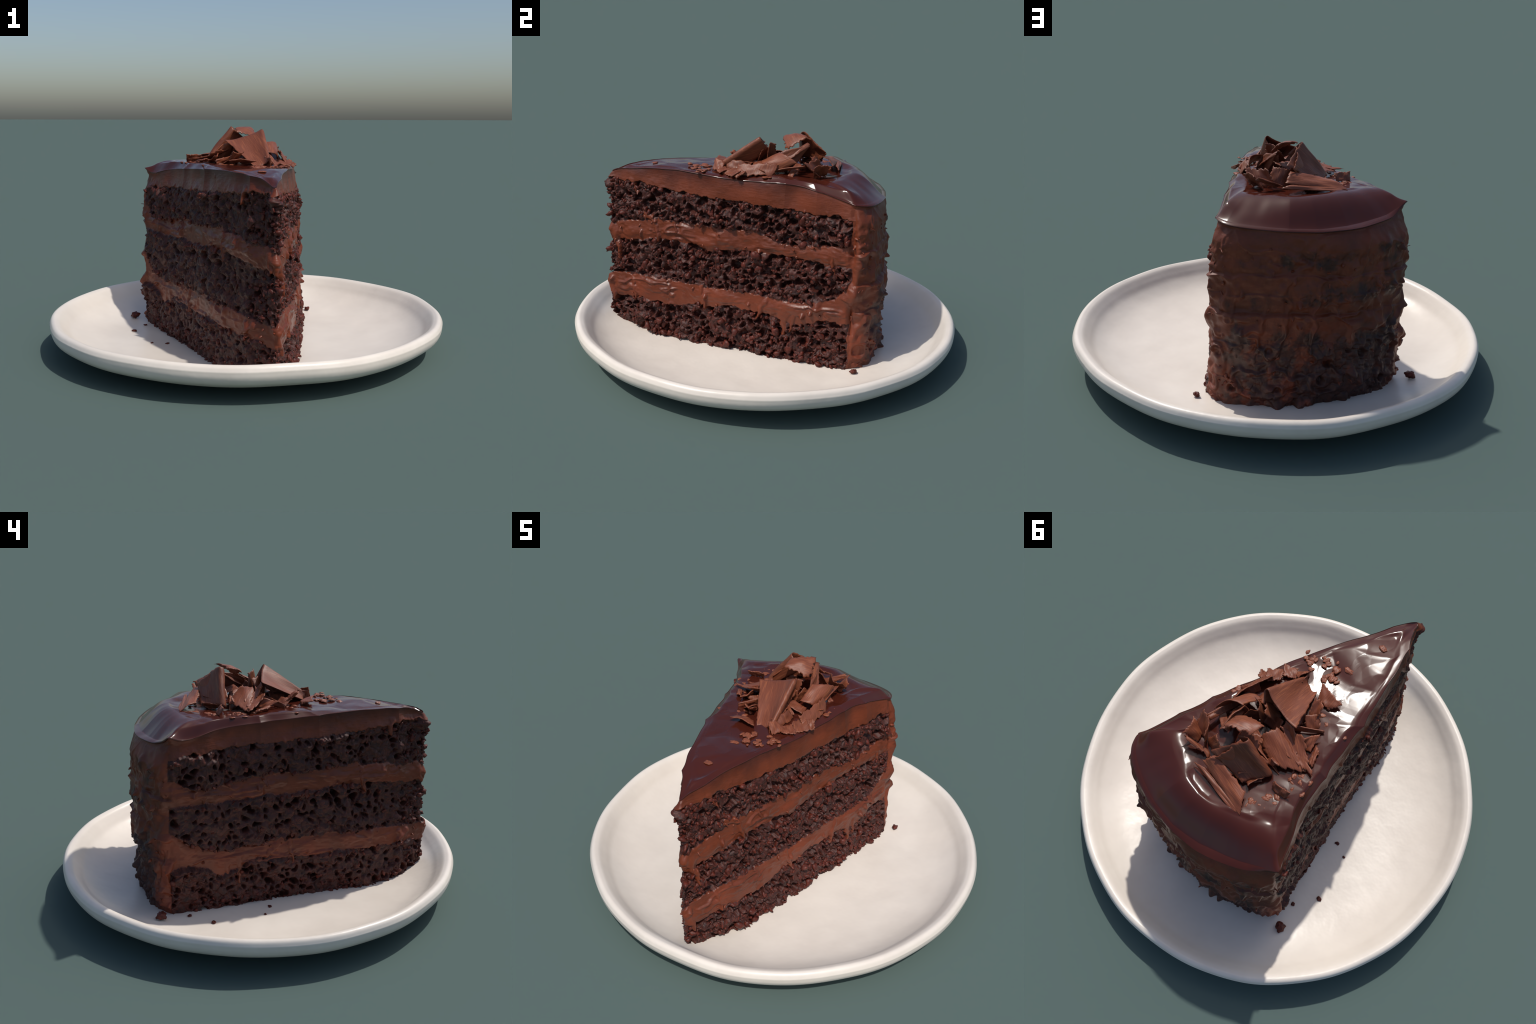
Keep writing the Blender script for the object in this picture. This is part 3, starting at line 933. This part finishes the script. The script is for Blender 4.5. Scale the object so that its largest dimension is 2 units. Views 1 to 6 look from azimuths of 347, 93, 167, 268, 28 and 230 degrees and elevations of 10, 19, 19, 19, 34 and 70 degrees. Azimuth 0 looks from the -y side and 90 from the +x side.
# ----------------------------------------------------------------------------
# chocolate shavings
# ----------------------------------------------------------------------------
def shaving_mesh(name, quad, bulge=0.0, twist=0.0, ragged=(1, 1, 1, 1), roll=None, thick=0.006, seed=0, amp=0.008, nu=26, nv=26):
    """curled flake: a quad sheet (p00,p10,p11,p01), bowed by `bulge` across u and `twist` across v,
    with ragged breaks on the sides v0,u1,v1,u0 and an optional rolled side ("u1", radius, turns, sign)"""
    q = np.array(quad, float)
    lu, lv = np.linalg.norm(q[1] - q[0]), np.linalg.norm(q[3] - q[0])
    uu = np.linspace(0, 1, nu)
    vv = np.linspace(0, 1, nv)
    U, Vv = np.meshgrid(uu, vv)
    r = np.random.default_rng(1000 + seed)

    def edge(k, x):
        a = 0
        for f, g in ((1.7, 0.8), (3.9, 0.8), (8.3, 0.55), (14, 0.3)):
            a = a + g * np.sin(2 * np.pi * (f * x + r.random()) + 1.5 * np.sin(9 * x + r.random() * 6))
        return ragged[k] * amp * a * 0.42

    v0, v1 = edge(0, uu) / max(lv, 1e-3), edge(2, uu) / max(lv, 1e-3)
    u1, u0 = edge(1, vv) / max(lu, 1e-3), edge(3, vv) / max(lu, 1e-3)
    Ue = U + (1 - U) ** 3 * u0[:, None] + U ** 3 * u1[:, None]
    Ve = Vv + (1 - Vv) ** 3 * v0[None] + Vv ** 3 * v1[None]
    bil = lambda u, v: ((1 - u) * (1 - v))[..., None] * q[0] + (u * (1 - v))[..., None] * q[1] + (u * v)[..., None] * q[2] + ((1 - u) * v)[..., None] * q[3]
    P = bil(Ue, Ve)
    nrm = np.cross((q[1] - q[0]) + (q[2] - q[3]), (q[3] - q[0]) + (q[2] - q[1]))
    nrm /= np.linalg.norm(nrm)
    P = P + nrm * (bulge * 4 * Ue * (1 - Ue) + twist * 4 * Ve * (1 - Ve))[..., None]
    P = P + nrm * (0.0022 * np.sin(9 * U + seed) * np.cos(7 * Vv + 2 * seed))[..., None]
    if roll:
        rad, turns, sign, flap = roll
        m = 14
        th = np.linspace(0, turns * 2 * np.pi, m)[1:]
        tan = P[:, -1] - P[:, -4]
        tan /= np.linalg.norm(tan, axis=1, keepdims=True)
        out = [P]
        for a in th:
            rr = rad * (1 - 0.25 * a / (2 * np.pi))
            out.append((P[:, -1] + tan * (rr * math.sin(a)) + sign * nrm * (rr * (1 - math.cos(a))))[:, None])
        dv = out[-1] - out[-2]
        dv /= np.linalg.norm(dv, axis=2, keepdims=True)
        tip_ = out[-1]
        wave = (0.75 + 0.25 * np.sin(4.0 * vv + seed))[:, None, None]
        for f in np.linspace(0, 1, 7)[1:]:
            out.append(tip_ + dv * flap * f * wave)
        P = np.concatenate(out, 1)
    h, wd = P.shape[:2]
    idx = np.arange(h * wd).reshape(h, wd)
    F = np.stack([idx[:-1, :-1], idx[:-1, 1:], idx[1:, 1:], idx[1:, :-1]], -1).reshape(-1, 4)
    X = P.reshape(-1, 3)
    N = vertex_normals(X, F)
    edgefade = np.ones((h, wd))
    for k, wgt in ((0, 0.35), (1, 0.8)):
        edgefade[k, :] = np.minimum(edgefade[k, :], wgt)
        edgefade[-1 - k, :] = np.minimum(edgefade[-1 - k, :], wgt)
        edgefade[:, k] = np.minimum(edgefade[:, k], wgt)
        edgefade[:, -1 - k] = np.minimum(edgefade[:, -1 - k], wgt)
    off = N * (0.5 * thick * edgefade.reshape(-1, 1))
    A, Bv = X + off, X - off
    k = len(X)
    rim = np.concatenate([idx[0, :-1], idx[:-1, -1], idx[-1, :0:-1], idx[:0:-1, 0]])
    rn = np.roll(rim, -1)
    side = np.stack([rim, rim + k, rn + k, rn], -1)
    faces = np.concatenate([F, F[:, ::-1] + k, side])
    return np.vstack([A, Bv]), faces


ZT0 = 0.930
# big flakes, four corners each, read from the views
FLAKES = [
    # front upright flake with a rolled right side
    dict(quad=[(-.118, -.028, 1.048), (.060, -.041, 1.098), (.048, -.246, .950), (-.020, -.238, .934)], bulge=.016, ragged=(.12, 0, .5, 1), roll=(.017, .40, 1, .07), amp=.007),
    # tall leaning flake behind, rolled along its ridge
    dict(quad=[(.050, .285, 1.030), (-.038, .183, 1.113), (-.168, .178, .958), (-.112, .270, .948)], bulge=.004, ragged=(.5, 0, .6, 1), roll=(.020, .42, 1, .06), amp=.008),
    # second wall of the rolled flake
    dict(quad=[(.020, .290, 1.015), (-.018, .180, 1.092), (-.135, .135, .985), (-.060, .240, .945)], bulge=-.012, ragged=(.6, .2, .8, .8), amp=.008),
    # fan on the very top
    dict(quad=[(-.040, .068, 1.082), (-.036, .140, 1.098), (.068, .200, 1.103), (.080, .098, 1.036)], bulge=-.010, twist=-.012, ragged=(.5, .8, 1.2, 1), amp=.009),
    # left pair, sloping down to the left
    dict(quad=[(-.060, .000, 1.016), (-.150, -.040, 1.000), (-.282, .036, .955), (-.155, .060, .980)], bulge=.010, twist=.010, ragged=(.6, 1.2, 1, 1.2), amp=.010),
    dict(quad=[(-.028, .085, 1.000), (-.055, .010, 1.008), (-.255, .040, .940), (-.135, .135, .952)], bulge=-.010, ragged=(.5, .6, 1, 1), amp=.009),
    # flat one near the tip, and its neighbour
    dict(quad=[(-.011, -.280, .955), (-.142, -.264, .960), (-.115, -.212, .940), (-.049, -.215, .938)], bulge=-.006, ragged=(1, 1, 1, .6), amp=.008),
    dict(quad=[(-.055, -.195, .996), (-.108, -.190, 1.000), (-.118, -.125, .945), (-.082, -.120, .948)], bulge=.012, ragged=(1, .5, .4, .5), amp=.008),
    # spear
    dict(quad=[(-.045, -.012, .985), (-.178, -.132, .955), (-.178, -.128, .935), (-.050, .005, .950)], bulge=.006, ragged=(.4, .4, .4, .4), amp=.004),
    # back left flakes
    dict(quad=[(-.213, .365, .935), (-.158, .285, .968), (.030, .275, 1.005), (.060, .325, .962)], bulge=.007, ragged=(.5, .8, .5, .6), amp=.008),
    dict(quad=[(-.175, .376, .931), (-.205, .350, .938), (.035, .338, .958), (.085, .352, .948)], bulge=.004, ragged=(.6, .4, .6, .4), amp=.006),
    # small upright chip on the left
    dict(quad=[(-.200, .170, .968), (-.285, .155, .968), (-.280, .180, .934), (-.212, .192, .932)], bulge=-.004, ragged=(.8, .6, .6, .6), amp=.006),
    # upright square near the right edge
    dict(quad=[(.059, -.268, .970), (.056, -.154, .969), (.058, -.140, .926), (.062, -.268, .925)], bulge=.006, ragged=(.1, .5, .5, .2), amp=.006),
    # concave flake at the right
    dict(quad=[(.110, .060, 1.034), (.190, .150, 1.002), (.165, .020, .932), (.095, -.030, .985)], bulge=-.026, ragged=(.5, .1, .5, .5), amp=.006),
    # right front long sheet
    dict(quad=[(.140, -.140, .975), (.178, .060, .985), (.205, .030, .930), (.178, -.150, .925)], bulge=-.012, ragged=(1, .5, 1, .6), amp=.009),
    # long thin edge leaning up
    dict(quad=[(.175, -.060, .930), (.195, .188, .990), (.170, .190, .975), (.140, -.040, .930)], bulge=.004, ragged=(.3, .5, .3, .5), amp=.005),
    # narrow petal in the middle
    dict(quad=[(.090, .010, 1.076), (.040, .036, 1.062), (.020, .040, .960), (.060, -.010, .955)], bulge=.012, ragged=(.5, .8, .4, .8), amp=.006),
    # sheet leaning under the fan
    dict(quad=[(.077, .207, 1.066), (.098, .085, 1.045), (.115, .005, .995), (.098, .140, .975)], bulge=.008, ragged=(.3, .6, .6, .4), amp=.005),
    # tall upright piece
    dict(quad=[(.078, .208, 1.070), (.050, .190, 1.068), (.100, .060, .985), (.140, .080, .975)], bulge=.010, ragged=(.2, .2, .4, .6), amp=.005),
    # right back pocket
    dict(quad=[(.128, .250, 1.015), (.215, .185, 1.005), (.205, .255, .945), (.100, .285, .940)], bulge=-.022, ragged=(1.2, .6, .8, 1), amp=.009),
    dict(quad=[(.200, .310, .990), (.228, .230, .985), (.185, .230, .928), (.150, .285, .926)], bulge=-.014, ragged=(.8, .6, .5, .8), amp=.008),
    dict(quad=[(.190, .312, .975), (.170, .320, .985), (.060, .295, .940), (.090, .275, .930)], bulge=.008, ragged=(.6, .6, .4, .6), amp=.006),
    # lit flake inside the hollow, and leaning sheet
    dict(quad=[(.080, -.030, 1.035), (.020, .020, 1.040), (-.035, -.010, .955), (.035, -.060, .950)], bulge=.010, ragged=(.6, .4, 1, .6), amp=.007),
    dict(quad=[(-.010, .130, .990), (.060, .060, 1.000), (-.130, .100, .936), (-.190, .130, .936)], bulge=.008, ragged=(.6, .6, 1, .8), amp=.008),
    # pieces lying at the right edge
    dict(quad=[(.174, -.225, .938), (.112, -.250, .940), (.080, -.212, .948), (.130, -.180, .950)], bulge=.006, ragged=(.8, .4, .8, .8), amp=.008),
    dict(quad=[(.205, -.160, .932), (.155, -.215, .934), (.120, -.160, .955), (.165, -.105, .958)], bulge=.008, ragged=(.8, .6, .8, .8), amp=.009),
    dict(quad=[(.225, -.140, .926), (.190, -.155, .926), (.168, -.120, .955), (.198, -.095, .955)], bulge=.006, ragged=(.8, .8, .5, .8), amp=.007),
    # small upright triangle at the front
    dict(quad=[(.072, -.212, .965), (.050, -.262, .985), (.076, -.275, .928), (.110, -.225, .930)], bulge=.006, ragged=(.6, .2, .6, .6), amp=.005),
    # left small ones
    dict(quad=[(-.150, -.030, .985), (-.180, -.105, .972), (-.202, -.030, .944), (-.165, .000, .942)], bulge=.006, ragged=(.3, .6, .4, .3), amp=.005),
    dict(quad=[(-.200, -.062, .952), (-.228, -.056, .952), (-.258, .012, .940), (-.230, .006, .938)], bulge=-.005, ragged=(.8, .8, .8, .8), amp=.006),
    dict(quad=[(-.060, -.020, 1.040), (-.115, -.020, 1.030), (-.150, .010, .960), (-.080, .020, .955)], bulge=.008, ragged=(.6, .6, .6, .6), amp=.007),
    dict(quad=[(.010, .235, 1.000), (.090, .215, 1.010), (.130, .240, .935), (.030, .260, .930)], bulge=.014, ragged=(.8, .6, .6, .6), amp=.008),
]


def place_flake(v, faces, quad, parent):
    """own local axes: x across the flake, y along its grain"""
    q = np.array(quad, float)
    y = (q[3] - q[0]) + (q[2] - q[1])
    y /= np.linalg.norm(y)
    x = (q[1] - q[0]) + (q[2] - q[3])
    x -= y * (x @ y)
    x /= np.linalg.norm(x)
    z = np.cross(x, y)
    R = np.stack([x, y, z], -1)
    c = v.mean(0)
    ob = make_object("chocolate_shaving", (v - c) @ R, faces, MAT_SHAVE, parent)
    M = Matrix.Identity(4)
    for i in range(3):
        for j in range(3):
            M[i][j] = R[i, j]
        M[i][3] = c[i]
    ob.matrix_basis = M


def build_shavings(parent):
    for k, f in enumerate(FLAKES):
        v, fa = shaving_mesh("chocolate_shaving", seed=k, **f)
        place_flake(v, fa, f["quad"], parent)
    r = np.random.default_rng(5)
    # smaller broken flakes tucked into and around the pile
    for k in range(20):
        a = r.random() * 2 * np.pi
        rad = 0.21 * math.sqrt(r.random())
        c = np.array([0.015 + rad * math.cos(a) * 0.95, 0.06 + rad * math.sin(a) * 1.25, 0])
        hgt = 0.10 * max(0, 1 - rad / 0.23)
        c[2] = ZT0 + 0.012 + hgt * r.random() * 0.8
        u = r.normal(size=3) * np.array([1, 1, 0.45])
        u /= np.linalg.norm(u)
        vv = r.normal(size=3) * np.array([1, 1, 0.6])
        vv -= u * (vv @ u)
        vv /= np.linalg.norm(vv)
        lu, lv = r.uniform(0.03, 0.06), r.uniform(0.018, 0.036)
        q = [c - u * lu - vv * lv, c + u * lu - vv * lv * r.uniform(.5, 1), c + u * lu * r.uniform(.6, 1) + vv * lv, c - u * lu + vv * lv]
        q = [np.array([x[0], x[1], max(x[2], ZT0 - 0.002)]) for x in q]
        v, fa = shaving_mesh("s", q, bulge=r.uniform(-.012, .012), ragged=r.uniform(.3, 1.1, 4), seed=200 + k, amp=.006, nu=16, nv=12, thick=.005)
        place_flake(v, fa, q, parent)


def blob(c, size, seed, squash=1.0):
    """an irregular lump made from a displaced sphere"""
    nu, nv = 18, 12
    th = np.linspace(0, 2 * np.pi, nu, endpoint=False)
    ph = np.linspace(0, np.pi, nv)
    T_, P_ = np.meshgrid(th, ph)
    d = np.stack([np.sin(P_) * np.cos(T_), np.sin(P_) * np.sin(T_), np.cos(P_)], -1).reshape(-1, 3)
    off = d + seed * 3.7
    rad = 1 + 0.42 * vnoise(off, 0.7, seed) + 0.25 * vnoise(off, 0.33, seed + 5)
    v = d * rad[:, None] * np.array(size) * np.array([1, 1, squash])
    i, j = np.meshgrid(np.arange(nv - 1), np.arange(nu), indexing="ij")
    j2 = (j + 1) % nu
    f = np.stack([i * nu + j, (i + 1) * nu + j, (i + 1) * nu + j2, i * nu + j2], -1).reshape(-1, 4)
    return v + np.array(c), f


def build_flecks(parent):
    """grated bits sunk in the glaze"""
    r = np.random.default_rng(11)
    spots = [(-.040, -.405, .020), (.050, -.362, .016), (-.024, -.339, .018), (.117, -.310, .017), (-.112, -.151, .016), (-.209, -.197, .014),
             (-.218, .276, .018), (-.238, .225, .017), (-.257, .117, .018), (.201, .035, .015), (-.060, -.590, .016), (.09, -.30, .014), (.02, -.30, .016), (-.16, -.20, .014), (-.05, .31, .015), (-.24, .05, .014)]
    parts_v, parts_f, k = [], [], 0
    for x, y, sz in spots:
        count = 1 if y < -.38 else 6
        for c in range(count):
            ox, oy = (0, 0) if count == 1 else r.normal(size=2) * .024
            s_ = sz * r.uniform(.40, .95) if count > 1 else sz
            v, f = blob((0, 0, 0), (s_ * 1.15, s_ * r.uniform(.6, 1), s_ * .30), 300 + k)
            rot = r.random() * 6.3
            v = v @ np.array([[math.cos(rot), math.sin(rot), 0], [-math.sin(rot), math.cos(rot), 0], [0, 0, 1]])
            zc = 0.932 - 0.050 * math.exp(-(y + oy + 0.86) / 0.13)
            parts_v.append(v + np.array([x + ox, y + oy, zc]))
            parts_f.append(f + 18 * 12 * k)
            k += 1
    ob = make_object("chocolate_fleck", np.vstack(parts_v), np.vstack(parts_f), MAT_SHAVE, parent)
    ob["kind"] = "stuff"


def build_crumbs():
    r = np.random.default_rng(21)
    spots = [(-.545, .464, .023), (-.570, .223, .013), (-.420, -.043, .010), (-.497, -.017, .008), (-.499, .336, .010), (.464, .460, .016)]
    for k, (x, y, sz) in enumerate(spots):
        v, f = blob((0, 0, 0), (sz, sz * r.uniform(.7, 1), sz * (.75 if k in (0, 5) else .4)), 500 + k)
        low = v[:, 2].min()
        ob = make_object("cake_crumb", v, f, MAT_NUGGET)
        ob.location = (x, y, float(plate_floor(math.hypot(x, y))) - low - 0.002)
        ob["label"] = "small dark chocolate cake crumb on the plate"
        ob["category"] = "crumb"


build_plate()
cake = build_slice()
build_shavings(cake)
build_flecks(cake)
build_crumbs()
bpy.context.view_layer.update()
